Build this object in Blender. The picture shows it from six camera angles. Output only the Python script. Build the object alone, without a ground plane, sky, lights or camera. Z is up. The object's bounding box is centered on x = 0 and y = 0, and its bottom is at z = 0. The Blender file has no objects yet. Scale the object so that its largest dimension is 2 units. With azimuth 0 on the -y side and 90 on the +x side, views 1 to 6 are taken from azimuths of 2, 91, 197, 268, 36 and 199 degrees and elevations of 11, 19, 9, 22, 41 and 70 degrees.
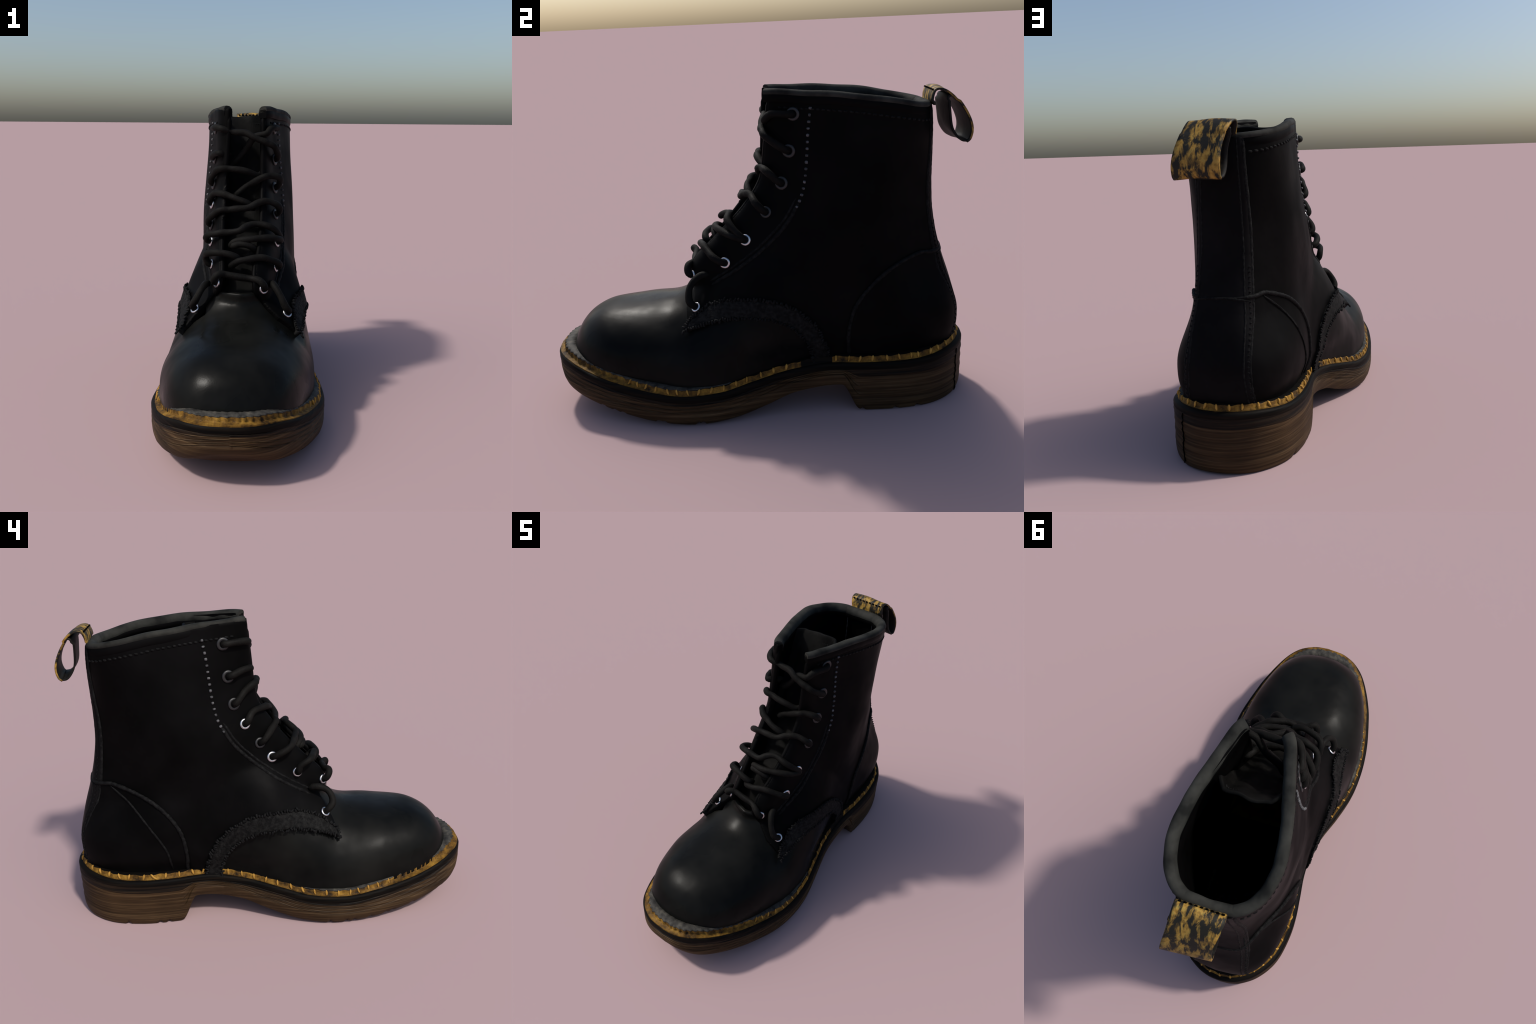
import bpy, math, random
import numpy as np
from mathutils import Vector
from mathutils.bvhtree import BVHTree

rng = np.random.default_rng(7)

# ------------------------------------------------------------------ helpers
def pchip(x, tab):
    """smooth monotone interpolation through (x, value) control points"""
    t = np.array(sorted(tab), float); X = t[:, 0]; Y = t[:, 1]
    h = np.diff(X); d = np.diff(Y) / h
    m = np.zeros_like(Y); m[0] = d[0]; m[-1] = d[-1]
    for i in range(1, len(X) - 1):
        if d[i - 1] * d[i] > 0:
            w1 = 2 * h[i] + h[i - 1]; w2 = h[i] + 2 * h[i - 1]
            m[i] = (w1 + w2) / (w1 / d[i - 1] + w2 / d[i])
    x = np.clip(np.asarray(x, float), X[0], X[-1])
    k = np.clip(np.searchsorted(X, x) - 1, 0, len(h) - 1)
    s = (x - X[k]) / h[k]; hk = h[k]
    return ((2*s**3 - 3*s**2 + 1) * Y[k] + (s**3 - 2*s**2 + s) * hk * m[k]
            + (-2*s**3 + 3*s**2) * Y[k+1] + (s**3 - s**2) * hk * m[k+1])

def spline(points, step, closed=False):
    """Catmull-Rom through points, resampled at an even step"""
    P = np.array(points, float)
    if closed: Q = np.vstack([P[-1], P, P[0], P[1]])
    else: Q = np.vstack([2*P[0]-P[1], P, 2*P[-1]-P[-2]])
    out = []
    for i in range(1, len(Q) - 2):
        t = np.linspace(0, 1, 24, endpoint=False)[:, None]
        a, b, c, d = Q[i-1], Q[i], Q[i+1], Q[i+2]
        out.append(.5*((2*b) + (c-a)*t + (2*a-5*b+4*c-d)*t**2 + (-a+3*b-3*c+d)*t**3))
    out.append(Q[-2][None]); R = np.vstack(out)
    L = np.r_[0, np.cumsum(np.linalg.norm(np.diff(R, axis=0), axis=1))]
    n = max(2, int(round(L[-1] / step)) + 1)
    s = np.linspace(0, L[-1], n)
    R = np.stack([np.interp(s, L, R[:, j]) for j in range(R.shape[1])], 1)
    return R[:-1] if closed else R

def signed_polygon(P2, poly):
    """signed distance to a closed polygon, negative inside"""
    A = np.array(poly, float); B = np.roll(A, -1, 0)
    best = np.full(len(P2), 1e9); inside = np.zeros(len(P2), bool)
    for a, b in zip(A, B):
        e = b - a; w = P2 - a
        t = np.clip((w @ e) / (e @ e + 1e-12), 0, 1)
        best = np.minimum(best, ((w - t[:, None]*e)**2).sum(1))
        c = ((a[1] > P2[:, 1]) != (b[1] > P2[:, 1]))
        xs = a[0] + (P2[:, 1] - a[1]) * e[0] / (e[1] if abs(e[1]) > 1e-12 else 1e-12)
        inside ^= c & (P2[:, 0] < xs)
    return np.where(inside, -1, 1) * np.sqrt(best)

def smoothstep(a, b, x):
    t = np.clip((x - a) / (b - a), 0, 1); return t*t*(3-2*t)

def make_object(name, verts, faces, mat, parent=None, smooth_angle=40, kind=None):
    me = bpy.data.meshes.new(name)
    me.from_pydata([tuple(map(float, v)) for v in verts], [], [tuple(map(int, f)) for f in faces])
    me.validate(); me.update()
    me.materials.append(mat)
    ob = bpy.data.objects.new(name, me)
    bpy.context.scene.collection.objects.link(ob)
    me.shade_smooth()
    if smooth_angle: me.set_sharp_from_angle(angle=math.radians(smooth_angle))
    if parent: ob.parent = parent
    if kind: ob["kind"] = kind
    return ob

def fix_normals(ob):
    import bmesh
    bm = bmesh.new(); bm.from_mesh(ob.data)
    bmesh.ops.recalc_face_normals(bm, faces=bm.faces)
    bm.to_mesh(ob.data); bm.free()

class Pile:
    """collects many small meshes into one"""
    def __init__(s): s.v = []; s.f = []
    def add(s, v, f):
        o = len(s.v); s.v += [tuple(p) for p in v]; s.f += [tuple(i + o for i in q) for q in f]

def frames(path, closed=False):
    T = np.gradient(path, axis=0)
    if closed: T = np.roll(path, -1, 0) - np.roll(path, 1, 0)
    T /= np.linalg.norm(T, axis=1)[:, None] + 1e-12
    up = np.array([0, 0, 1.]) if abs(T[0][2]) < .9 else np.array([0, 1., 0])
    N = []; n = up - T[0]*(up @ T[0]); n /= np.linalg.norm(n)
    for t in T:
        n = n - t*(n @ t); n /= np.linalg.norm(n); N.append(n)
    N = np.array(N); return T, N, np.cross(T, N)

def tube(path, r, seg=10, closed=False, taper=0):
    path = np.array(path, float); n = len(path)
    T, N, B = frames(path, closed)
    a = np.linspace(0, 2*np.pi, seg, endpoint=False)
    R = np.full(n, r) if np.isscalar(r) else np.array(r)
    if taper: R = R * np.clip(np.minimum(np.arange(n), np.arange(n)[::-1]) / taper, .15, 1)**.5
    V = (path[:, None] + R[:, None, None]*(np.cos(a)[None, :, None]*N[:, None] + np.sin(a)[None, :, None]*B[:, None])).reshape(-1, 3)
    F = []
    for i in range(n if closed else n - 1):
        for j in range(seg):
            k = (i + 1) % n
            F.append((i*seg+j, i*seg+(j+1) % seg, k*seg+(j+1) % seg, k*seg+j))
    if not closed:
        F.append(tuple(range(seg))[::-1]); F.append(tuple((n-1)*seg + j for j in range(seg)))
    return V, F

def capsule(p, q, r, normal, flat=.7, seg=8):
    """stitch: a little rounded bar from p to q"""
    p = np.array(p); q = np.array(q); c = [-.06, .0, .12, .35, .5, .65, .88, 1., 1.06]
    w = [.25, .7, .95, 1, 1.03, 1, .95, .7, .25]
    d = q - p; nn = np.array(normal) - d*(np.dot(normal, d)/np.dot(d, d)); nn /= np.linalg.norm(nn) + 1e-9
    b = np.cross(d, nn); b /= np.linalg.norm(b) + 1e-9
    V = []
    for s, k in zip(c, w):
        for j in range(seg):
            a = 2*np.pi*j/seg
            V.append(p + d*s + k*r*(np.cos(a)*b + flat*np.sin(a)*nn) + nn*.25*r*math.sin(np.pi*min(max(s, 0), 1)))
    F = []
    for i in range(len(c)-1):
        for j in range(seg): F.append((i*seg+j, i*seg+(j+1) % seg, (i+1)*seg+(j+1) % seg, (i+1)*seg+j))
    F.append(tuple(range(seg))[::-1]); F.append(tuple((len(c)-1)*seg+j for j in range(seg)))
    return V, F

# ---------------------------------------------------------------- materials
def new_mat(name):
    m = bpy.data.materials.new(name); m.use_nodes = True
    nt = m.node_tree; return m, nt, nt.nodes["Principled BSDF"]

def nd(nt, kind, **kw):
    n = nt.nodes.new(kind)
    for k, v in kw.items():
        if k in n.inputs: n.inputs[k].default_value = v
        else: setattr(n, k, v)
    return n

def coords(nt, scale=(1, 1, 1)):
    tc = nd(nt, "ShaderNodeTexCoord"); mp = nd(nt, "ShaderNodeMapping")
    mp.inputs["Scale"].default_value = scale
    nt.links.new(tc.outputs["Object"], mp.inputs["Vector"]); return mp.outputs["Vector"]

def ramp(nt, fac, stops):
    r = nd(nt, "ShaderNodeValToRGB"); e = r.color_ramp.elements
    while len(e) < len(stops): e.new(.5)
    for el, (p, c) in zip(e, stops):
        el.position = p; el.color = (*c, 1) if len(c) == 3 else c
    nt.links.new(fac, r.inputs["Fac"]); return r.outputs["Color"]

def grey(v): return (v, v, v)

def add_bump(nt, bsdf, height, strength, dist, prev=None):
    b = nd(nt, "ShaderNodeBump", Strength=strength, Distance=dist)
    nt.links.new(height, b.inputs["Height"])
    if prev: nt.links.new(prev, b.inputs["Normal"])
    nt.links.new(b.outputs["Normal"], bsdf.inputs["Normal"]); return b.outputs["Normal"]

def leather(name, dark, light, patch_scale=4, rough=(.4, .6), spec=.2, grain=90, bump=.15, lo=.4, hi=.7, coat=0):
    m, nt, b = new_mat(name)
    v = coords(nt)
    n1 = nd(nt, "ShaderNodeTexNoise", Scale=patch_scale, Detail=4, Roughness=.55)
    nt.links.new(v, n1.inputs["Vector"])
    nt.links.new(ramp(nt, n1.outputs["Fac"], [(lo, dark), (hi, light)]), b.inputs["Base Color"])
    n3 = nd(nt, "ShaderNodeTexNoise", Scale=patch_scale*1.3, Detail=2)
    nt.links.new(v, n3.inputs["Vector"])
    nt.links.new(ramp(nt, n3.outputs["Fac"], [(.35, grey(rough[0])), (.65, grey(rough[1]))]), b.inputs["Roughness"])
    b.inputs["Specular IOR Level"].default_value = spec
    n2 = nd(nt, "ShaderNodeTexNoise", Scale=grain, Detail=3)
    nt.links.new(v, n2.inputs["Vector"])
    p = add_bump(nt, b, n2.outputs["Fac"], bump, .004)
    n4 = nd(nt, "ShaderNodeTexNoise", Scale=6, Detail=2)
    nt.links.new(v, n4.inputs["Vector"])
    add_bump(nt, b, n4.outputs["Fac"], .25, .02, p)
    return m

M_vamp = leather("polished_vamp_leather", (.0028, .0031, .0029), (.0088, .0088, .0078), 3.5, (.25, .48), .065, 140, .05, .40, .70)
M_quarter = leather("black_shaft_leather", (.0011, .0011, .0011), (.0034, .0032, .0034), 3, (.45, .65), .04, 110, .1)
M_back = leather("back_leather", (.0030, .0027, .0030), (.006, .0056, .006), 4, (.45, .6), .05, 110, .1)
M_flap_seam = leather("rough_seam_leather", (.0028, .0028, .0028), (.012, .012, .0115), 60, (.6, .8), .08, 120, .7)
M_seam = leather("seam_thread", (.003, .003, .0032), (.011, .011, .011), 70, (.6, .8), .08, 160, .5)
M_rim = leather("worn_collar_leather", (.010, .0103, .0095), (.040, .040, .035), 9, (.65, .85), .06, 60, .3, .35, .72)
M_tongue = leather("tongue_leather", (.0020, .0020, .0018), (.0075, .0072, .0064), 8, (.6, .8), .06, 80, .3)
M_lace = leather("waxed_lace_cord", (.0038, .0036, .0032), (.0085, .008, .007), 14, (.6, .75), .08, 190, .4)
M_dot = leather("pale_stitch_thread", (.04, .04, .042), (.13, .13, .135), 40, (.5, .6), .2, 160, .2)
M_near_black = leather("near_black", (.001, .001, .001), (.002, .0015, .001), 20, (.8, .9), .02)  # near black for the heel's scan-seam line, eyelet discs and tab stitches

def metal(name, col, rough, metallic=1.0):
    m, nt, b = new_mat(name)
    n = nd(nt, "ShaderNodeTexNoise", Scale=60, Detail=3); nt.links.new(coords(nt), n.inputs["Vector"])
    nt.links.new(ramp(nt, n.outputs["Fac"], [(.3, tuple(c*.75 for c in col)), (.7, col)]), b.inputs["Base Color"])
    b.inputs["Metallic"].default_value = metallic; b.inputs["Roughness"].default_value = rough
    return m
M_silver = metal("nickel_eyelet_metal", (.62, .62, .64), .3)
M_black_metal = metal("blackened_eyelet_metal", (.010, .010, .011), .45, .0)

def sole_brown(name, stops):
    m, nt, b = new_mat(name)
    v = coords(nt, (1.2, 1.2, 60))
    n = nd(nt, "ShaderNodeTexNoise", Scale=1.6, Detail=4, Roughness=.6); nt.links.new(v, n.inputs["Vector"])
    streak = ramp(nt, n.outputs["Fac"], stops)
    n2 = nd(nt, "ShaderNodeTexNoise", Scale=3.0, Detail=3); nt.links.new(coords(nt), n2.inputs["Vector"])
    blotch = ramp(nt, n2.outputs["Fac"], [(.32, grey(.5)), (.7, grey(1.0))])
    mx = nd(nt, "ShaderNodeMix", data_type='RGBA', blend_type='MULTIPLY')
    mx.inputs["Factor"].default_value = 1
    nt.links.new(streak, mx.inputs[6]); nt.links.new(blotch, mx.inputs[7])
    nt.links.new(mx.outputs[2], b.inputs["Base Color"])
    b.inputs["Roughness"].default_value = .6; b.inputs["Specular IOR Level"].default_value = .12
    add_bump(nt, b, n.outputs["Fac"], .6, .006)
    return m
M_sole = sole_brown("ridged_brown_rubber", [(.3, (.022, .012, .005)), (.5, (.052, .029, .0125)), (.72, (.105, .064, .030))])
M_sole_dark = sole_brown("stained_dark_rubber", [(.38, (.004, .0032, .0024)), (.55, (.016, .010, .0055)), (.75, (.045, .027, .013))])

def lip_black():
    m, nt, b = new_mat("black_sole_rubber")
    n = nd(nt, "ShaderNodeTexNoise", Scale=2, Detail=4); nt.links.new(coords(nt, (1.2, 1.2, 50)), n.inputs["Vector"])
    nt.links.new(ramp(nt, n.outputs["Fac"], [(.4, (.0025, .0023, .002)), (.75, (.010, .007, .0045))]), b.inputs["Base Color"])
    b.inputs["Roughness"].default_value = .6; b.inputs["Specular IOR Level"].default_value = .06
    add_bump(nt, b, n.outputs["Fac"], .4, .005)
    return m
M_lip = lip_black()

def gold(name, stops, scale=22):
    m, nt, b = new_mat(name)
    v = coords(nt)
    n = nd(nt, "ShaderNodeTexNoise", Scale=scale, Detail=5, Roughness=.65); nt.links.new(v, n.inputs["Vector"])
    nt.links.new(ramp(nt, n.outputs["Fac"], stops), b.inputs["Base Color"])
    b.inputs["Roughness"].default_value = .6; b.inputs["Specular IOR Level"].default_value = .12
    add_bump(nt, b, n.outputs["Fac"], .4, .005)
    return m
M_welt = gold("ochre_welt", [(.34, (.016, .009, .0035)), (.5, (.115, .058, .009)), (.74, (.30, .165, .025))], 20)
M_thread = gold("yellow_thread", [(.3, (.20, .10, .015)), (.7, (.50, .28, .06))], 30)
M_welt_edge = gold("grey_welt_edge", [(.35, (.016, .015, .0135)), (.55, (.045, .042, .036)), (.75, (.10, .09, .07))], 26)

def tab_mat():
    m, nt, b = new_mat("printed_pull_tab")
    v = coords(nt, (1.5, .55, .55))
    n = nd(nt, "ShaderNodeTexNoise", Scale=26, Detail=5, Roughness=.62, Distortion=.4); nt.links.new(v, n.inputs["Vector"])
    n2 = nd(nt, "ShaderNodeTexNoise", Scale=60, Detail=3); nt.links.new(coords(nt), n2.inputs["Vector"])
    yel = ramp(nt, n2.outputs["Fac"], [(.3, (.20, .11, .016)), (.55, (.36, .21, .04)), (.75, (.27, .21, .05))])
    mask = ramp(nt, n.outputs["Fac"], [(.46, grey(0)), (.58, grey(1))])
    mx = nd(nt, "ShaderNodeMix", data_type='RGBA')
    nt.links.new(mask, mx.inputs["Factor"]); mx.inputs[6].default_value = (.012, .011, .007, 1)
    nt.links.new(yel, mx.inputs[7]); nt.links.new(mx.outputs[2], b.inputs["Base Color"])
    b.inputs["Roughness"].default_value = .6; b.inputs["Specular IOR Level"].default_value = .25
    add_bump(nt, b, n2.outputs["Fac"], .4, .003)
    return m
M_tab = tab_mat()
M_tab_dark = gold("dark_tab_weave", [(.45, (.008, .0075, .007)), (.62, (.014, .012, .009)), (.78, (.10, .06, .012))], 18)

# --------------------------------------------------------------- boot empty
boot = bpy.data.objects.new("ankle_boot", None)
bpy.context.scene.collection.objects.link(boot)
boot["label"] = "black leather lace-up ankle boot with brown rubber sole"
boot["category"] = "boot"

# heights of the sole along its length
WELT_Z = [(-1.0, .292), (-.94, .285), (-.90, .276), (-.81, .250), (-.664, .219), (-.5, .191), (-.33, .171), (-.18, .179), (-.03, .210), (.168, .249), (.33, .270), (.5, .265), (.7, .266), (.85, .277), (.92, .285), (1.0, .290)]
SOLE_Z = [(-1.0, .138), (-.97, .114), (-.93, .095), (-.83, .070), (-.72, .047), (-.5, .012), (-.3, 0), (-.13, .016), (.03, .060), (.18, .112), (.36, .136), (.384, .135), (.462, .006), (.48, 0), (.94, 0), (1.0, .006)]
def lip_z(y): return pchip(y, WELT_Z) - .020
def bot_z(y): return pchip(y, SOLE_Z)

# ------------------------------------------------- the last: foot and shaft
FRONT = [(.10, -.15), (.28, -.20), (.40, -.24), (.54, -.265), (.64, -.278), (.70, -.260), (.78, -.198), (.86, -.126), (.95, -.050), (1.03, .008), (1.1, .043), (1.25, .062), (1.5, .086)]
BACK = [(.10, .905), (.20, .914), (.28, .926), (.34, .941), (.42, .944), (.54, .917), (.70, .865), (.82, .833), (.95, .811), (1.1, .805), (1.25, .805), (1.5, .790)]
WIDE = [(.10, .238), (.28, .247), (.40, .254), (.54, .252), (.70, .244), (.82, .240), (.95, .235), (1.1, .228), (1.25, .220), (1.5, .212)]
LEAN = [(.2, .005), (.45, .003), (.75, .004), (1.1, .003), (1.35, .001), (1.5, 0)]
SHAPE_TOP = [(-.035, 0), (-.02, .22), (0, .42), (.14, .615), (.265, .73), (.515, .935), (.69, 1), (.82, .925), (.91, .78), (.965, .58), (.99, .36), (1, 0)]
SHAPE_MID = [(-.035, 0), (-.02, .20), (0, .40), (.14, .63), (.30, .825), (.42, .93), (.55, 1), (.67, .975), (.76, .88), (.82, .765), (.88, .645), (.94, .52), (.985, .38), (1, 0)]
SHAPE_HEEL = [(-.035, 0), (-.02, .22), (0, .43), (.14, .66), (.30, .86), (.42, .95), (.55, .985), (.69, 1), (.78, .965), (.85, .91), (.92, .785), (.96, .65), (.99, .42), (1, 0)]
def plan_shape(s, z):
    a = smoothstep(1.0, 1.42, z); b = smoothstep(.66, .42, z)
    return pchip(s, SHAPE_MID)*(1 - a - b) + a*pchip(s, SHAPE_TOP) + b*pchip(s, SHAPE_HEEL)

def shaft_ring(z, n=96, grow=0.0):
    yf, yb, w = pchip(z, FRONT), pchip(z, BACK), pchip(z, WIDE)
    s = (1 - np.cos(np.linspace(0, np.pi, n//2 + 1))) / 2 * 1.035 - .035
    x = plan_shape(s, z) * w; y = yf + s*(yb - yf)
    X = np.r_[x, -x[-2:0:-1]] + pchip(z, LEAN); Y = np.r_[y, y[-2:0:-1]]
    X = X*(1 - arch_in(X, Y, z)/w) - .011*smoothstep(.5, .15, Y)*smoothstep(.75, 1.0, z)
    return np.stack([X, Y, np.full(len(X), z)], 1)

TOE_TOP = [(-.924, .285), (-.914, .320), (-.90, .345), (-.871, .390), (-.815, .438), (-.729, .472), (-.566, .488), (-.42, .507), (-.336, .546), (-.25, .632), (-.15, .72), (0, .84), (.2, .95), (.4, 1.0)]
TOE_WIDE = [(-.924, .02), (-.91, .105), (-.885, .163), (-.85, .206), (-.78, .256), (-.687, .296), (-.5, .340), (-.335, .357), (-.2, .354), (-.045, .335), (.07, .310), (.2, .280), (.4, .255)]
def arch_in(x, y, z):
    """hollows of the last: above the waist, and a pinch where the upper meets the welt"""
    hollow = np.where(x < 0, .018, .0)*np.exp(-((y - .43)/.16)**2)*np.exp(-((z - .68)/.14)**2)
    waist = np.where(x < 0, .012, .0)*np.exp(-((y - .22)/.16)**2)*smoothstep(.55, .40, z)
    pinch = np.where(x < 0, .026, .018)*smoothstep(.37, .27, z)*smoothstep(-.22, .02, y)
    return hollow + waist + pinch

TOE_SHIFT = [(-.93, -.020), (-.5, -.013), (-.2, -.002), (.4, 0)]
SQUARE = [(-.93, 2.1), (-.75, 2.4), (-.55, 2.4), (-.40, 1.9), (-.31, 1.58), (-.15, 1.64), (0, 2.15), (.4, 2.5)]

def foot_section(y, n=49):
    w, zt, e = pchip(y, TOE_WIDE), pchip(y, TOE_TOP), pchip(y, SQUARE)
    z0 = min(.24, zt - .04); m = .5*e + 1.0
    a = np.linspace(0, np.pi, n); c, s = np.cos(a), np.sin(a)
    x = w*np.sign(c)*np.abs(c)**(2/e); z = z0 + (zt - z0)*np.abs(s)**(2/m)
    x = x*(1 - arch_in(x, y, z)/w)
    wl, wr = w - float(arch_in(-1., y, .17)), w - float(arch_in(1., y, .17))
    base = np.array([[-wl, .17], [-wl*.97, .10], [0, .10], [wr*.97, .10], [wr, .17]])
    P = np.vstack([np.stack([x, z], 1), base])
    return np.stack([P[:, 0] + pchip(y, TOE_SHIFT), np.full(len(P), y), P[:, 1]], 1)

def loft(rings):
    n = len(rings[0]); V = np.vstack(rings); F = []
    for i in range(len(rings) - 1):
        for j in range(n):
            F.append((i*n+j, i*n+(j+1) % n, (i+1)*n+(j+1) % n, (i+1)*n+j))
    F.append(tuple(range(n))[::-1]); F.append(tuple((len(rings)-1)*n+j for j in range(n)))
    return V, F

pile = Pile()
pile.add(*loft([shaft_ring(z) for z in np.linspace(.10, 1.56, 74)]))
ys = np.r_[-.924 + .10*np.linspace(0, 1, 14)**1.7, np.linspace(-.81, .4, 60)]
pile.add(*loft([foot_section(y) for y in ys]))
tmp = make_object("last_helper", pile.v, pile.f, M_quarter, None, None)
fix_normals(tmp)
md = tmp.modifiers.new("r", 'REMESH'); md.mode = 'VOXEL'; md.voxel_size = .0105
md = tmp.modifiers.new("s", 'SMOOTH'); md.factor = .5; md.iterations = 14
dg = bpy.context.evaluated_depsgraph_get()
em = tmp.evaluated_get(dg).to_mesh()
em.calc_loop_triangles()
BV = np.empty(len(em.vertices)*3); em.vertices.foreach_get("co", BV); BV = BV.reshape(-1, 3)
BN = np.empty(len(em.vertices)*3); em.vertices.foreach_get("normal", BN); BN = BN.reshape(-1, 3)
BT = np.empty(len(em.loop_triangles)*3, dtype=np.int32); em.loop_triangles.foreach_get("vertices", BT); BT = BT.reshape(-1, 3)
bpy.data.objects.remove(tmp, do_unlink=True)
tree = BVHTree.FromPolygons(BV.tolist(), BT.tolist())

def on_last(p):
    c, n, i, d = tree.find_nearest(Vector(p)); return np.array(c), np.array(n)

def side_point(y, z, side):
    """point on the last seen from the side (side = +1 or -1)"""
    h = tree.ray_cast(Vector((1.0*side, y, z)), Vector((-side, 0, 0)))
    if h[0] is None:
        return on_last((.1*side, y, z))
    return np.array(h[0]), np.array(h[1])

def back_point(x, z):
    h = tree.ray_cast(Vector((x, 2, z)), Vector((0, -1, 0)))
    return np.array(h[0]), np.array(h[1])

def clip(f):
    """part of the last's surface where f(point) <= 0, cut along f = 0"""
    val = f(BV); keep = val <= 0
    idx = -np.ones(len(BV), int); V = []; N = []; E = []; cache = {}; F = []
    def vert(i):
        if idx[i] < 0:
            idx[i] = len(V); V.append(BV[i]); N.append(BN[i]); E.append(-val[i])
        return idx[i]
    def cut(i, j):
        k = (min(i, j), max(i, j))
        if k not in cache:
            t = val[i] / (val[i] - val[j]); cache[k] = len(V)
            V.append(BV[i] + t*(BV[j]-BV[i])); N.append(BN[i] + t*(BN[j]-BN[i])); E.append(0.)
        return cache[k]
    for tri in BT[keep[BT].any(1)]:
        poly = []
        for a in range(3):
            i, j = tri[a], tri[(a+1) % 3]
            if keep[i]: poly.append(vert(i))
            if keep[i] != keep[j]: poly.append(cut(i, j))
        if len(poly) >= 3: F.append(tuple(poly))
    N = np.array(N); N /= np.linalg.norm(N, axis=1)[:, None]
    return np.array(V), N, np.array(E), F

def panel(name, f, outer, thick, mat, parent=None, rounding=.008):
    """leather piece: the last's surface inside f, raised and given thickness"""
    V, N, E, F = clip(f)
    out = outer(V) if callable(outer) else np.full(len(V), outer)
    drop = rounding*(1 - np.sqrt(1 - (1 - np.clip(E/rounding, 0, 1))**2)) if rounding else 0
    top = V + N*(out - drop*.8)[:, None]; bot = V + N*(out - thick)[:, None]
    n = len(V); faces = list(F) + [tuple(i + n for i in q[::-1]) for q in F]
    cnt = {}
    for q in F:
        for a, b in zip(q, q[1:] + q[:1]):
            if (b, a) in cnt: del cnt[(b, a)]
            else: cnt[(a, b)] = 1
    faces += [(b, a, a + n, b + n) for a, b in cnt]
    return make_object(name, np.vstack([top, bot]), faces, mat, parent or boot, 50)

# boundary lines on the side, as (y, z)
ARCH_LOW = spline([(-.36, .405), (-.31, .424), (-.2, .467), (-.075, .492), (.06, .480), (.15, .435), (.215, .365), (.248, .28), (.255, .10)], .012)
ARCH_HIGH = spline([(-.345, .41), (-.284, .471), (-.19, .538), (-.07, .570), (.055, .565), (.165, .522), (.25, .45), (.300, .36), (.322, .28), (.328, .10)], .012)
COUNTER = spline([(.90, .718), (.80, .722), (.737, .725), (.612, .68), (.515, .603), (.448, .51), (.42, .40), (.415, .28), (.412, .10)], .012)
STITCH = [(.275, 1.400), (.262, 1.30), (.255, 1.2), (.243, 1.09), (.217, 1.0), (.150, .89), (.030, .768), (-.085, .678), (-.200, .604)]
BACK_HALF = [(.1, .150), (.3, .143), (.5, .134), (.72, .115), (.9, .108), (1.2, .102), (1.45, .096)]
def collar_z(y): return pchip(y, [(.0, 1.473), (.08, 1.473), (.25, 1.466), (.46, 1.449), (.66, 1.416), (.80, 1.390), (.95, 1.385)])

below_arch = np.vstack([ARCH_LOW, [(.255, -.1), (-.36, -.1)]])
band_poly = np.vstack([ARCH_HIGH, ARCH_LOW[::-1]])
counter_poly = np.vstack([COUNTER, [(.412, -.1), (1.3, -.1), (1.3, .718)]])
FLAP_Y = -.330
GAP = {1: [(.30, .30), (.40, .262), (.46, .205), (.502, .164), (.553, .110), (.60, .076), (.66, .060), (.72, .060), (.80, .078), (.95, .088), (1.2, .088), (1.5, .088)],
       -1: [(.30, .33), (.40, .290), (.45, .245), (.489, .212), (.576, .140), (.61, .110), (.641, .096), (.70, .085), (.80, .095), (1.0, .102), (1.3, .085), (1.5, .070)]}

def quarter_offset(P):
    P = np.atleast_2d(P)
    flap = smoothstep(-.20, -.33, P[:, 1]) * smoothstep(.38, .50, P[:, 2]) * smoothstep(.80, .66, P[:, 2])
    return .013 + .013*flap

def f_quarter(side):
    def f(P):
        gap = pchip(P[:, 2], GAP[side]) - side*P[:, 0]
        gap = np.where(P[:, 1] > -.18 + .5*np.clip(P[:, 2] - .70, 0, 2), np.minimum(gap, .088 - side*P[:, 0]), gap)
        gap = np.where(P[:, 1] > .5, -side*P[:, 0], gap)
        return np.maximum.reduce([gap, FLAP_Y - P[:, 1] + .012*np.cos(P[:, 2]*14), -signed_polygon(P[:, 1:], below_arch), P[:, 2] - collar_z(P[:, 1]), lip_z(P[:, 1]) - .012 - P[:, 2]])
    return f

def f_vamp(P):
    under = signed_polygon(P[:, 1:], np.vstack([ARCH_HIGH + (0, -.015), [(.32, -.1), (-.36, -.1)]]))
    throat = np.maximum(P[:, 1] + .235, np.abs(P[:, 0]) - .17)
    throat = np.maximum(throat, P[:, 2] - .62)
    front = np.maximum(P[:, 1] + .30, P[:, 2] - .60)
    return np.maximum(np.minimum.reduce([under, throat, front]), lip_z(P[:, 1]) - .012 - P[:, 2])

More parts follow.
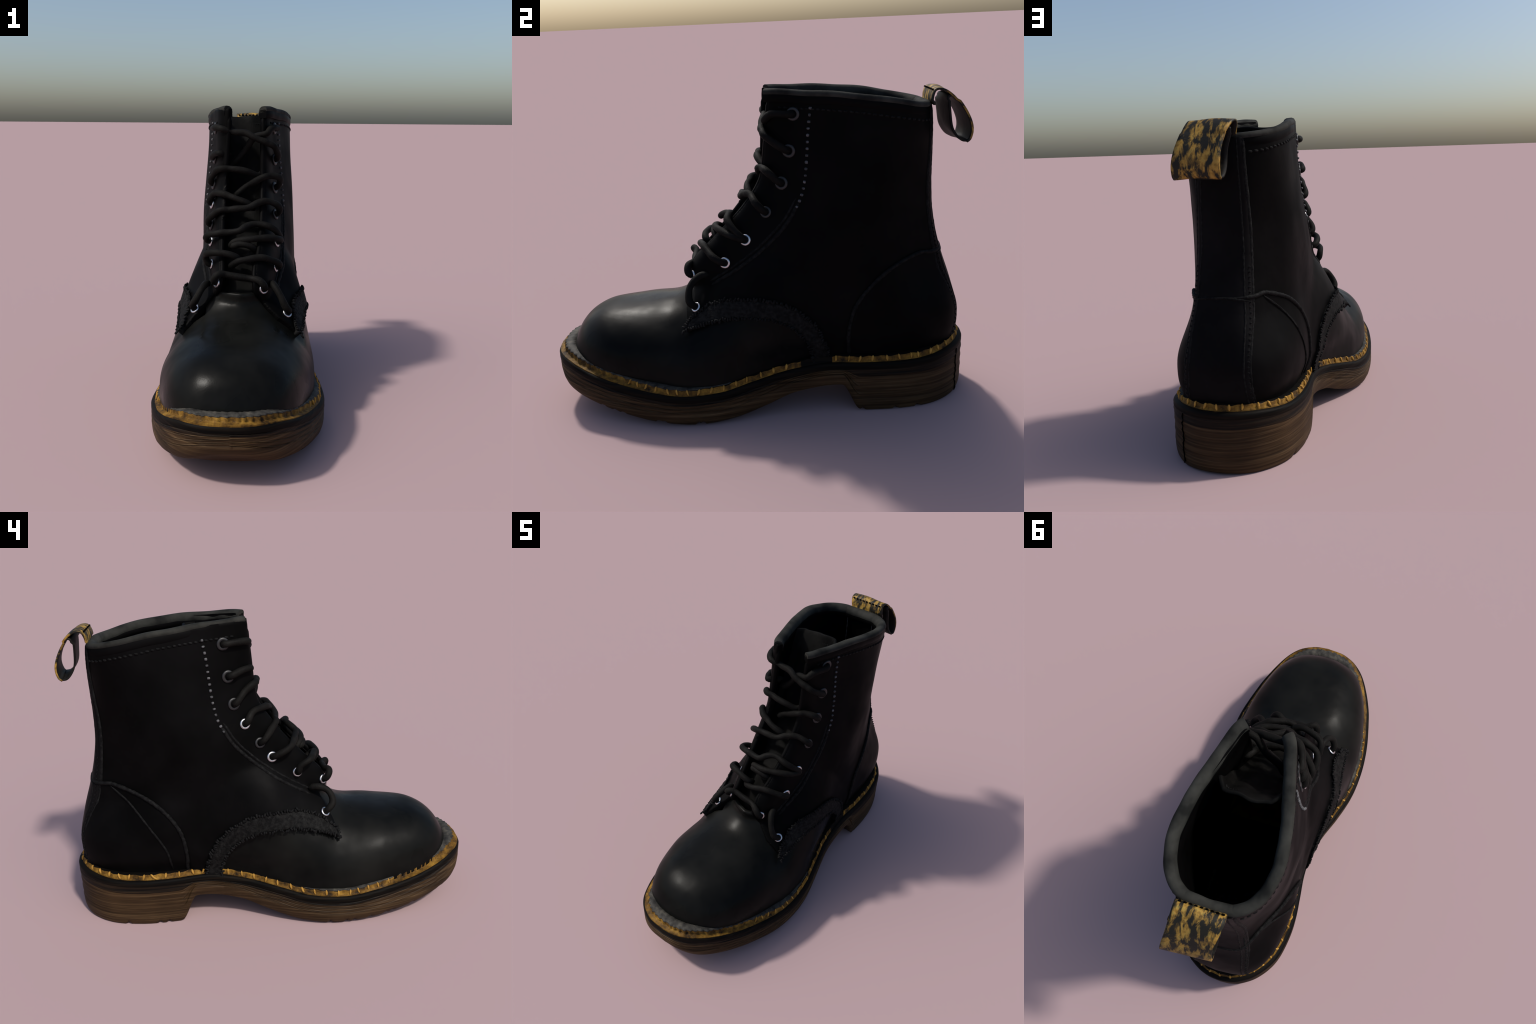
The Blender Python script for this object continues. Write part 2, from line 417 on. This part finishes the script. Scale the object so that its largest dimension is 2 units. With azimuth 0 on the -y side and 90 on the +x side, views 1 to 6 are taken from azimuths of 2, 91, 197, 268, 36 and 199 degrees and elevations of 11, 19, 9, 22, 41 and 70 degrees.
vamp = panel("vamp", f_vamp, 0.0, .02, M_vamp)
quarters = {}
for side in (1, -1):
    q = panel("quarter", f_quarter(side), quarter_offset, .032, M_quarter); quarters[side] = q
    panel("flap_seam_band", lambda P, s=side: np.maximum.reduce([signed_polygon(P[:, 1:], band_poly), -s*P[:, 0] + .1, FLAP_Y + .004 - P[:, 1], lip_z(P[:, 1]) - .012 - P[:, 2]]),
          lambda P: quarter_offset(P) + .013, .03, M_flap_seam, q)
    panel("heel_counter", lambda P, s=side: np.maximum.reduce([signed_polygon(P[:, 1:], counter_poly), pchip(P[:, 2], BACK_HALF) - .01 - s*P[:, 0], lip_z(P[:, 1]) - .012 - P[:, 2]]),
          .018, .012, M_quarter, q)
strip = panel("back_strip", lambda P: np.maximum.reduce([np.abs(P[:, 0]) - pchip(P[:, 2], BACK_HALF), .5 - P[:, 1], P[:, 2] - collar_z(P[:, 1]) + .004, lip_z(P[:, 1]) - .012 - P[:, 2]]),
              .020, .016, M_back)

# ------------------------------------------------------------- seams, thread
def draped(points, side, lift, step=.012):
    out = []; nor = []
    for y, z in spline(points, step):
        p, n = side_point(y, z, side); o = float(quarter_offset(p)[0])
        out.append(p + n*(o + lift)); nor.append(n)
    return np.array(out), np.array(nor)

dots = Pile(); ridge = {1: Pile(), -1: Pile()}
for side in (1, -1):
    # pale thread dots along the eyestay
    P, N = draped(STITCH, side, .001, .0145)
    for i, (p, n) in enumerate(zip(P, N)):
        z = p[2]
        if z > .97 and i % 2 == 0:
            t = P[min(i+1, len(P)-1)] - P[max(i-1, 0)]; t /= np.linalg.norm(t)
            L = .0045 + .002*rng.random(); dots.add(*capsule(p - t*L, p + t*L, .0062 + .0015*rng.random(), n, .8))
    low = [q for q in STITCH if q[1] < 1.02]
    for off, rr in ((0, .0085), (-.020, .006)):
        line = [(y + off*.62, z + off*-.78) for y, z in low] if off else low
        Q, NQ = draped(line, side, -.003, .011)
        V, F = tube(Q, rr*(1 + .35*rng.random(len(Q))), 7, taper=3); ridge[side].add(V, F)
    # scalloped stitches along the two edges of the band
    for line, d in ((ARCH_HIGH, 1), (ARCH_LOW, -1)):
        Q, NQ = draped(line[line[:, 1] > .2], side, .0125, .0125)
        for i in range(2, len(Q) - 1):
            t = Q[i+1] - Q[i-1]; t /= np.linalg.norm(t); b = np.cross(NQ[i], t)
            w = .005 + .005*rng.random(); c = Q[i] + b*rng.normal(0, .0025) + t*rng.normal(0, .002); sl = t*rng.normal(0, .004)
            V, F = capsule(c - b*w - sl, c + b*w + sl, .0045 + .0015*rng.random(), NQ[i], .9); ridge[side].add(V, F)
    # rope seam on the counter's edge
    Q, NQ = draped(COUNTER[(COUNTER[:, 0] < .86) & (COUNTER[:, 1] > .22)], side, .005, .009)
    V, F = tube(Q, .0085*(1 + .3*rng.random(len(Q))), 7, taper=3); ridge[side].add(V, F)
    if side < 0:
        Q, NQ = draped([(.755, .715), (.666, .635), (.583, .52), (.514, .40), (.495, .29)], side, .006, .012)
        V, F = tube(Q, .0055, 6, taper=3); ridge[side].add(V, F)
    make_object("quarter_seam", ridge[side].v, ridge[side].f, M_seam, quarters[side], 60, "stuff")
make_object("eyestay_stitching", dots.v, dots.f, M_dot, boot, 60, "stuff")

edge = Pile()
for side in (1, -1):
    for inset, lift, r in ((.0, .010, .009), (.022, .018, .0042)):
        line = []
        for z in np.linspace(.27, 1.385, 110):
            p, n = back_point(side*(float(pchip(z, BACK_HALF)) - inset), z); line.append(p + n*lift)
        V, F = tube(np.array(line), r*(1 + .25*rng.random(len(line))), 7, taper=3); edge.add(V, F)
    for z in np.arange(.28, .86, .021):
        p, n = back_point(side*(float(pchip(z, BACK_HALF)) - .011), z)
        V, F = capsule(p + n*.0165 - np.array([.011, 0, 0]), p + n*.0165 + np.array([.011, 0, 0]), .0038, n); edge.add(V, F)
line = []
for x in np.linspace(-.11, .11, 30):
    p, n = back_point(x, .712 + .006*math.cos(x*20)); line.append(p + n*.019)
V, F = tube(np.array(line), .006, 7, taper=3); edge.add(V, F)
make_object("back_seam", edge.v, edge.f, M_seam, strip, 60, "stuff")

lin = Pile()  # pale lines inside the shaft, added after a texture seam of the scan
for x in (-.085, .088):
    line = [back_point(x, z) for z in np.linspace(.98, 1.375, 24)]
    lin.add(*tube(np.array([p - n*.0205 for p, n in line]), .0022, 6, taper=3))
make_object("inner_texture_seam", lin.v, lin.f, M_dot, boot, 60)

# ------------------------------------------------------------ collar binding
def collar_path(shrink):
    right = []
    for k in np.linspace(0, 1, 90):
        z0 = 1.44
        yf, yb, w = pchip(z0, FRONT), pchip(z0, BACK), pchip(z0, WIDE)
        s = .985*(1 - (1-k)**1.5)
        right.append((float(plan_shape(s, z0)*w), float(yf + s*(yb - yf))))
    R = np.array(right)
    path = np.vstack([R, [(0, R[-1, 1] + .008)], np.c_[-R[::-1, 0], R[::-1, 1]]])
    path = spline(path, .012)
    return path
cp = collar_path(0)
T = np.gradient(cp, axis=0); T /= np.linalg.norm(T, axis=1)[:, None]
out2 = np.c_[T[:, 1], -T[:, 0]]
if (out2[len(cp)//4] @ [1, 0]) < 0: out2 = -out2
RIM = [(.0165, -.014), (.0195, -.008), (.0195, -.001), (.015, .008), (.004, .012), (-.012, .010), (-.024, .002), (-.0295, -.010), (-.031, -.020), (-.029, -.026)]
BAND = [(.0140, -.046), (.0178, -.040), (.0185, -.028), (.0175, -.012), (.012, -.004), (-.02, -.008), (-.0285, -.018), (-.0305, -.030), (-.0305, -.042), (-.028, -.046)]
def sweep_collar(section, amount):
    rings = []
    for i, (p, o) in enumerate(zip(cp, out2)):
        zc = collar_z(p[1]) + .0016*math.sin(i*.31)
        w = 1 + amount*(math.sin(i*.37) + math.sin(i*.83 + 1))
        rings.append(np.array([(p[0] + o[0]*a*w, p[1] + o[1]*a*w, zc + b) for a, b in section]))
    return loft(rings)
collar = make_object("collar_binding", *sweep_collar(RIM, .02), M_rim, boot, 45); fix_normals(collar)
band = make_object("collar_band", *sweep_collar(BAND, .01), M_quarter, collar, 45); fix_normals(band)
stc = Pile()
for i in range(6, len(cp) - 6, 2):
    if abs(cp[i][0]) < .10 and cp[i][1] > .6: continue
    p = np.array([*cp[i], collar_z(cp[i][1]) - .068]); c, n = on_last(p)
    t = np.array([*T[i], -.14]); stc.add(*capsule(c + n*.0135 - t*.008, c + n*.0135 + t*.008, .005, n))
make_object("collar_stitching", stc.v, stc.f, M_seam, collar, 60, "stuff")

# front edge rolls of the eyestay
for side in (1, -1):
    line = []
    for z in np.linspace(.60, 1.44, 90):
        x = side*(float(pchip(z, GAP[side])) + .002)
        h = tree.ray_cast(Vector((x, -2, z)), Vector((0, 1, 0)))
        if h[0] is None: continue
        p, n = np.array(h[0]), np.array(h[1]); o = float(quarter_offset(p)[0])
        line.append(p + n*(o - .013))
    L = spline(line[::4] + [line[-1]], .015)
    V, F = tube(L, .0135, 8, taper=2)
    make_object("eyestay_edge", V, F, M_quarter, quarters[side], 60)

# ------------------------------------------------------------------- tongue
mid = spline([(-.300, .52), (-.262, .60), (-.195, .69), (-.105, .79), (.005, .89), (.095, .99), (.16, 1.09), (.228, 1.20), (.293, 1.32), (.352, 1.440)], .02)
rows = []
for k, (y, z) in enumerate(mid):
    s = k/(len(mid)-1); hw = .118 + .004*s
    row = []
    for u in np.linspace(-1, 1, 25):
        x = u*hw - .01*s; droop = .045*abs(u)**2.5*(1 - s)**2 - .04*s*max(0, abs(u) - .75)/.25
        wave = .006*math.sin(9*s*3 + u*2.2) + .004*math.sin(u*7 + 3*s)
        row.append((x, y + droop + wave, z + (.004*math.sin(u*4) if s > .9 else 0)))
    rows.append(row)
n = 25; V = [p for r in rows for p in r]; F = [(i*n+j, i*n+j+1, (i+1)*n+j+1, (i+1)*n+j) for i in range(len(rows)-1) for j in range(n-1)]
tongue = make_object("tongue", V, F, M_tongue, boot, None)
md = tongue.modifiers.new("t", 'SOLIDIFY'); md.thickness = .016; md.offset = -1
md = tongue.modifiers.new("b", 'BEVEL'); md.width = .005; md.segments = 2
top = [np.array(p) + (0, -.010, -.028) for p in rows[-2][2:-2]]
tst = Pile()
for i in range(0, len(top)-1):
    a, b = top[i], top[i+1]; tst.add(*capsule(a*.85 + b*.15, a*.15 + b*.85, .004, (0, -1, .4)))
make_object("tongue_stitching", tst.v, tst.f, M_seam, tongue, 60, "stuff")

# ----------------------------------------------------------- eyelets, laces
EYE = {1: [(.159, .191, 1.377), (.170, .165, 1.219), (.170, .128, 1.079), (.157, .059, .947), (.157, -.037, .820), (.156, -.138, .714), (.092, -.279, .641), (.214, -.276, .518)],
       -1: [(-.155, .180, 1.375), (-.157, .166, 1.224), (-.165, .145, 1.093), (-.160, .101, .992), (-.170, .030, .895), (-.172, -.027, .820), (-.156, -.148, .727), (-.115, -.277, .665), (-.220, -.272, .535)]}
def ring_mesh(name, mat):
    R, r, nu, nv = .0195, .0078, 28, 10; V = []; F = []
    for i in range(nu):
        for j in range(nv):
            a = 2*np.pi*i/nu; b = 2*np.pi*j/nv
            V.append(((R + r*math.cos(b))*math.cos(a), (R + r*math.cos(b))*math.sin(a), r*.75*math.sin(b)))
            F.append((i*nv+j, ((i+1) % nu)*nv+j, ((i+1) % nu)*nv+(j+1) % nv, i*nv+(j+1) % nv))
    me = bpy.data.meshes.new(name); me.from_pydata(V, [], F); me.materials.append(mat); me.shade_smooth(); return me
def disc_mesh(name, mat):
    V = [(0, 0, .003)] + [(.017*math.cos(a), .017*math.sin(a), .001) for a in np.linspace(0, 2*np.pi, 20, endpoint=False)]
    V += [(v[0], v[1], -.008) for v in V[1:]]
    F = [(0, 1+i, 1+(i+1) % 20) for i in range(20)] + [(1+i, 21+i, 21+(i+1) % 20, 1+(i+1) % 20) for i in range(20)]
    me = bpy.data.meshes.new(name); me.from_pydata(V, [], F); me.materials.append(mat); return me
ring_silver, ring_black, dark_disc = ring_mesh("eyelet_ring", M_silver), ring_mesh("dark_eyelet_ring", M_black_metal), disc_mesh("eyelet_dark_disc", M_near_black)
eyelet_seats = []
for side in (1, -1):
    for k, e in enumerate(EYE[side]):
        c, nrm = on_last(e); o = float(quarter_offset(c)[0]); p = c + nrm*(o + .002)
        eyelet_seats.append((p, nrm))
        dark = k < 4 if side > 0 else k in (0, 1, 2, 4)
        ob = bpy.data.objects.new("eyelet", ring_black if dark else ring_silver)
        bpy.context.scene.collection.objects.link(ob); ob.parent = quarters[side]
        ob.location = p; ob.rotation_mode = 'QUATERNION'; ob.rotation_quaternion = Vector(nrm).to_track_quat('Z', 'Y')
        s = 1.12 if k < 3 else (1.0 if k < 6 else .92); ob.scale = (s, s, 1)
        oh = bpy.data.objects.new("eyelet_dark_disc", dark_disc)  # dark disc added inside the ring; the leather is not pierced
        bpy.context.scene.collection.objects.link(oh); oh.parent = quarters[side]
        oh.location = p; oh.rotation_mode = 'QUATERNION'; oh.rotation_quaternion = ob.rotation_quaternion

LACES = [
 [(-.160, .151, 1.400), (-.109, .069, 1.377), (-.067, .042, 1.358), (.004, .036, 1.353), (.044, .024, 1.332), (.103, .031, 1.307), (.147, .059, 1.287), (.169, .126, 1.243)],
 [(.169, .160, 1.391), (.134, .089, 1.379), (.095, .046, 1.348), (.044, .050, 1.332), (-.001, .077, 1.267), (-.044, .082, 1.216), (-.092, .098, 1.184)],
 [(-.177, .145, 1.245), (-.135, .085, 1.250), (-.098, .045, 1.248), (-.080, .090, 1.243)],
 [(-.174, .134, 1.100), (-.159, .085, 1.146), (-.114, .027, 1.174), (-.048, -.003, 1.175), (.022, .006, 1.161), (.069, .034, 1.140), (.096, .085, 1.161)],
 [(.181, .127, 1.090), (.173, .063, 1.134), (.105, .014, 1.141), (.058, .002, 1.118), (.003, .015, 1.085), (-.041, .030, 1.044), (-.08, .07, 1.02)],
 [(-.175, .110, 1.005), (-.156, .050, 1.048), (-.110, -.018, 1.051), (-.045, -.056, 1.036), (.026, -.049, 1.005), (.050, -.020, .973)],
 [(.171, .043, .955), (.171, .004, .996), (.119, -.037, 1.020), (.069, -.062, 1.015), (.020, -.087, .992), (-.051, -.085, .985), (-.114, -.070, .968), (-.167, -.025, .940), (-.172, .020, .905)],
 [(-.171, -.050, .830), (-.170, -.124, .864), (-.083, -.173, .881), (-.014, -.189, .893), (.011, -.169, .910), (.061, -.145, .922), (.130, -.129, .910), (.169, -.100, .876), (.160, -.055, .830)],
 [(.156, -.060, .825), (.172, -.120, .850), (.106, -.195, .861), (.022, -.215, .855), (-.042, -.200, .840), (-.060, -.170, .805)],
 [(-.159, -.147, .735), (-.178, -.168, .768), (-.165, -.216, .791), (-.110, -.260, .799), (-.059, -.274, .794), (-.017, -.264, .772), (-.030, -.225, .750)],
 [(.149, -.150, .719), (.166, -.206, .750), (.088, -.268, .778), (.018, -.292, .772), (-.020, -.285, .761), (-.060, -.240, .724)],
 [(-.125, -.262, .672), (-.107, -.311, .712), (-.075, -.290, .708), (-.022, -.292, .698), (.040, -.291, .690), (.068, -.305, .690), (.092, -.320, .685), (.096, -.285, .650)],
 [(.214, -.282, .525), (.213, -.312, .555), (.184, -.305, .615), (.150, -.255, .655), (.140, -.215, .650)],
 [(-.220, -.275, .545), (-.212, -.312, .585), (-.185, -.290, .635), (-.168, -.235, .650), (-.160, -.200, .640)],
 [(-.055, -.200, .815), (-.010, -.222, .835), (.045, -.218, .822), (.062, -.185, .790), (.020, -.205, .775)],
]
HP = np.array([h[0] for h in eyelet_seats])
for li, L in enumerate(LACES):
    pts = [np.array(p) + (0, (0 if li in (11, 12, 13) else .032 if abs(p[0]) < .13 else .010), 0) for p in L]
    for end, nxt in ((0, 1), (-1, -2)):
        d = np.linalg.norm(HP - pts[end], axis=1); k = int(d.argmin())
        if d[k] < .06:
            p, nrm = eyelet_seats[k]; pts[end] = p - nrm*.012
            ins = p + nrm*.018 + (pts[nxt] - p)*.12
            pts.insert(1 if end == 0 else len(pts) - 1, ins)
    path = spline(pts, .009)
    for i, p in enumerate(path):
        if 3 < i < len(path) - 4 and abs(p[0]) > .085:
            c, nrm = on_last(p); need = float(quarter_offset(c)[0]) + .015
            h = float((p - c) @ nrm)
            if h < need: path[i] = p + nrm*(need - h)
    for _ in range(3): path[1:-1] = .25*path[:-2] + .5*path[1:-1] + .25*path[2:]
    r = .0165*(1 + .06*np.sin(np.arange(len(path))*.45 + rng.random()*6))
    V, F = tube(path, r, 12, taper=2); make_object("lace", V, F, M_lace, boot, 60)

# --------------------------------------------------------------------- sole
OUTLINE = {1: [(-1.0, 0), (-.993, .062), (-.975, .113), (-.948, .160), (-.90, .209), (-.835, .254), (-.75, .298), (-.66, .334), (-.5, .381), (-.36, .396), (-.2, .386), (-.045, .352), (.068, .324), (.17, .308), (.32, .303), (.52, .308), (.66, .303), (.78, .279), (.86, .241), (.93, .180), (.975, .111), (.994, .055), (1.0, 0)],
           -1: [(-1.0, 0), (-.993, .088), (-.975, .142), (-.948, .188), (-.90, .239), (-.835, .283), (-.75, .325), (-.66, .356), (-.5, .392), (-.35, .403), (-.2, .389), (-.045, .346), (.068, .306), (.17, .279), (.27, .265), (.36, .266), (.46, .277), (.56, .286), (.66, .286), (.78, .266), (.86, .231), (.93, .174), (.975, .109), (.994, .055), (1.0, 0)]}
half = spline([(x, y) for y, x in OUTLINE[1]], .0085)          # toe to heel on one side
other = spline([(-x, y) for y, x in OUTLINE[-1]], .0085)
ring0 = np.vstack([half, other[-2:0:-1]])
Tn = np.roll(ring0, -1, 0) - np.roll(ring0, 1, 0); Tn /= np.linalg.norm(Tn, axis=1)[:, None]
ON = np.c_[Tn[:, 1], -Tn[:, 0]]
if ON[len(half)//2] @ [1, 0] < 0: ON = -ON
for _ in range(6): ON = (np.roll(ON, 1, 0) + ON + np.roll(ON, -1, 0)); ON /= np.linalg.norm(ON, axis=1)[:, None]
NOTCH = [-.80, -.69, -.60, -.53, -.47, -.40, -.34, -.27, .53, .585, .74]
def notch(x, y):
    d = np.zeros_like(y)
    for i, c in enumerate(NOTCH): d = np.maximum(d, np.clip(1 - np.abs(y - c + .05*np.sign(x)*(i % 3 - 1)) / .013, 0, 1))
    return d*.016

def sole_ring(inset, frac=None, dz=None, base='bot'):
    if inset > 0 and base == 'bot': inset = (inset*pchip(ring0[:, 1], [(-1, 1), (-.6, 1), (-.2, .6), (.1, .3), (1, .35)]))[:, None]
    xy = ring0 - ON*inset
    lo, hi = bot_z(ring0[:, 1]), lip_z(ring0[:, 1])
    z = lo + frac*(hi - lo) if frac is not None else (lo + dz if base == 'bot' else hi + dz)
    return np.c_[xy, z]

def cap_rings(ring, zfun, n):
    out = []; c = np.array([0, .0])
    for s in np.linspace(1, .02, n)[1:]:
        q = ring[:, :2]*[s, 0] + np.c_[np.zeros(len(ring)), ring[:, 1]*(1 - (1 - s)*.55)]
        out.append(np.c_[q, zfun(q[:, 1])])
    return out

bottom = sole_ring(.030, dz=.0); bottom[:, 2] += notch(bottom[:, 0], bottom[:, 1])
rings = cap_rings(bottom, lambda y: bot_z(y) + .004, 14)[::-1] + [bottom]
r2 = sole_ring(.018, dz=.008); r2[:, 2] += notch(r2[:, 0], r2[:, 1])*.9; rings.append(r2)
r2 = sole_ring(.008, dz=.022); rings.append(r2)
r2 = sole_ring(.002, dz=.040); rings.append(r2)
low = sole_ring(.0, dz=.055); topb = sole_ring(0, dz=-.028, base='lip')
nr = 22
for k in range(nr + 1):
    s = k/nr; q = low*(1 - s) + topb*s
    g = .0018*math.sin(k*math.pi) + (.0022 if k % 2 else 0.) * (1 if 0 < k < nr else 0)
    jit = .0012*np.sin(np.arange(len(q))*.11 + k*2.1)
    q[:, :2] -= ON*(g + jit*(0 < k < nr))[:, None]
    rings.append(q)
dark_rings = [r.copy() for r in rings[-7:]]
rings.append(sole_ring(.02, dz=-.026, base='lip'))
V, F = loft(rings)
sole = make_object("outsole", V, F, M_sole, boot, 60); fix_normals(sole)

for k, r in enumerate(dark_rings): r[:, :2] += ON*(.0012 if k else -.004); r[:, 2] += .0015*np.sin(np.arange(len(r))*.23 + np.sin(np.arange(len(r))*.071)*3)*(k == 0)
dark_rings = [dark_rings[0] - np.c_[ON*.02, np.zeros(len(ON))]] + dark_rings + [sole_ring(.03, dz=-.027, base='lip')]
V, F = loft(dark_rings)
foxing = make_object("stained_ridges", V, F, M_sole_dark, sole, 60); fix_normals(foxing)
rings = [sole_ring(.02, dz=-.034, base='lip'), sole_ring(.0, dz=-.030, base='lip'), sole_ring(-.0015, dz=-.026, base='lip'), sole_ring(-.0005, dz=-.019, base='lip'), sole_ring(-.0015, dz=-.013, base='lip'), sole_ring(.001, dz=-.006, base='lip'), sole_ring(.008, dz=-.001, base='lip'), sole_ring(.030, dz=.001, base='lip'), sole_ring(.09, dz=.002, base='lip')]
rings += cap_rings(rings[-1], lambda y: lip_z(y) + .002, 14)
V, F = loft(rings)
lip = make_object("midsole", V, F, M_lip, boot, 60); fix_normals(lip)

# welt: ochre strip leaning on the upper, with thread wrapped over it
yy = ring0[:, 1]
WI = pchip(yy, [(-1, .006), (-.8, .012), (-.4, .016), (.3, .016), (.6, .018), (1, .021)])
def welt_ring(inset, dz):
    xy = ring0 - ON*inset[:, None]; return np.c_[xy, lip_z(yy) + dz]
arc = np.r_[0, np.cumsum(np.linalg.norm(np.diff(ring0, axis=0), axis=1))]
toe_w = smoothstep(-.35, -.75, yy)                              # the step is wider round the toe
phase = np.cumsum(np.r_[0, np.diff(arc)] / pchip(yy, [(-1, .034), (-.8, .030), (-.5, .040), (1, .058)]))
tooth = 1 - phase % 1
wob = .0015*np.sin(arc*90) + .001*np.sin(arc*41)
saw = tooth*(.002 + .0075*toe_w)
WALL = WI + .004 + .014*toe_w + saw + wob
wr = [welt_ring(WI - .001, -.004), welt_ring(WI + wob*.5, .003), welt_ring(WALL - .003, .007), welt_ring(WALL, .010), welt_ring(WALL, .021), welt_ring(WALL + .003, .025 + wob), welt_ring(WALL + .010, .027), welt_ring(WALL + .05, .024)]
hide = (yy > .19) & (yy < .335) & (ring0[:, 0] > 0)       # strip is black like the ledge along this waist
nw = len(yy); V = np.vstack(wr); F = []; F2 = []
for i in range(len(wr) - 1):
    for j in range(nw):
        f4 = (i*nw+j, i*nw+(j+1) % nw, (i+1)*nw+(j+1) % nw, (i+1)*nw+j)
        (F2 if hide[j] or i >= 5 else F).append(f4)
welt = make_object("welt", V, F, M_welt, boot, 60)
wm = make_object("welt_ledge", V, F2, M_lip, boot, 60)
for o in (welt, wm):
    import bmesh
    bm = bmesh.new(); bm.from_mesh(o.data)
    bmesh.ops.delete(bm, geom=[v for v in bm.verts if not v.link_faces], context='VERTS')
    bmesh.ops.recalc_face_normals(bm, faces=bm.faces); bm.to_mesh(o.data); bm.free()

# grey flat top of the step, round the toe and fading back along the sides
toe_idx = [j for j in range(-260, 261) if ring0[j % nw, 1] < -.12]
rows = []
for j in toe_idx:
    i = j % nw; y = yy[i]; fade = float(smoothstep(-.12, -.5, y))
    zz = float(lip_z(y)); c = ring0[i]; nn = ON[i]; o = WALL[i] + .0015 + .006*(1 - fade)
    rows.append([(*(c - nn*o), zz + .0260), (*(c - nn*(o + .004)), zz + .0295), (*(c - nn*(o + .030)), zz + .0305 + .003*fade), (*(c - nn*(o + .060)), zz + .024)])
V = [p for r in rows for p in r]; F = [(i*4+j, i*4+j+1, (i+1)*4+j+1, (i+1)*4+j) for i in range(len(rows)-1) for j in range(3)]
we = make_object("welt_edge", V, F, M_welt_edge, welt, 60); fix_normals(we)
md = we.modifiers.new("t", 'SOLIDIFY'); md.thickness = .004; md.offset = -1

# thread wraps
s = .0
while s < arc[-1]:
    j = int(np.searchsorted(arc, s)) % nw; y = yy[j]
    step = .048 if y < -.35 else .060
    if not hide[j] and y > -.62:
        c, nn = ring0[j], ON[j]; zz = float(lip_z(y)); t = Tn[j]*rng.normal(0, .004)
        a = np.array([*(c - nn*(WALL[j] - .005) - t), zz + .005]); b = np.array([*(c - nn*(WALL[j] - .002)), zz + .014])
        d = np.array([*(c - nn*(WALL[j] + .006) + t), zz + .027])
        P = spline([a, b, b*.45 + d*.55 + np.array([*(nn*.002), .003]), d], .005)
        V, F = tube(P, (.0050 if y > -.3 else .0040)*(1 + .25*rng.random()), 7, taper=1.5)
        make_object("welt_stitch", V, F, M_thread, welt, 60)
    s += step*(1 + .10*rng.normal())

# dark jagged line on the heel's corner, copying a texture seam of the scan
line = []
for k, z in enumerate(np.linspace(.01, .235, 16)):
    j = int(np.argmin((ring0[:, 0] - .155)**2 + (ring0[:, 1] - .935)**2))
    c = ring0[j] + ON[j]*.0005 + Tn[j]*(.006*(k % 2) - .003 + .004*math.sin(k))
    line.append((*c, z))
V, F = tube(np.array(line), np.array([.0015 + .003*abs(math.sin(k*1.7)) for k in range(16)]), 6)
make_object("heel_texture_seam", V, F, M_near_black, sole, 60)

# ----------------------------------------------------------------- pull tab
def strap(name, line, mats, t):
    prof = spline(line, .010); rows = []
    for k, (y, z) in enumerate(prof):
        c = pchip(z, [(1.2, .040), (1.32, .034), (1.47, .010)]); q = k/len(prof)
        hw = .098 + .003*math.sin(q*9)
        rows.append([(float(c + u*hw), y + .008*u*(z < 1.40), z + .003*math.sin(u*3 + q*8)) for u in np.linspace(-1, 1, 13)])
    V = [p for r in rows for p in r]; F = [(i*13+j, i*13+j+1, (i+1)*13+j+1, (i+1)*13+j) for i in range(len(rows)-1) for j in range(12)]
    ob = make_object(name, V, F, mats[0], boot, None)
    for m in mats[1:]: ob.data.materials.append(m)
    md = ob.modifiers.new("t", 'SOLIDIFY'); md.thickness = t; md.offset = -1
    if len(mats) > 1: md.material_offset = 1; md.material_offset_rim = 0
    return ob
OUTER = [(.800, 1.385), (.802, 1.425), (.818, 1.456), (.856, 1.456), (.901, 1.422), (.942, 1.365), (.968, 1.312), (.975, 1.272), (.966, 1.236), (.950, 1.222)]
INNER = [(.950, 1.222), (.925, 1.228), (.901, 1.250), (.879, 1.288), (.870, 1.345), (.866, 1.395), (.870, 1.422), (.884, 1.428)]
tab = strap("pull_tab", OUTER, [M_tab, M_tab_dark], .009)
lining = strap("tab_lining", INNER, [M_tab_dark], .008); lining.parent = tab
ts = Pile()
for x in np.linspace(-.072, .094, 9):
    ts.add(*capsule((x - .006, .8085, 1.449), (x + .006, .8085, 1.449), .0042, (0, -.5, .8)))
make_object("tab_stitching", ts.v, ts.f, M_near_black, tab, 60, "stuff")
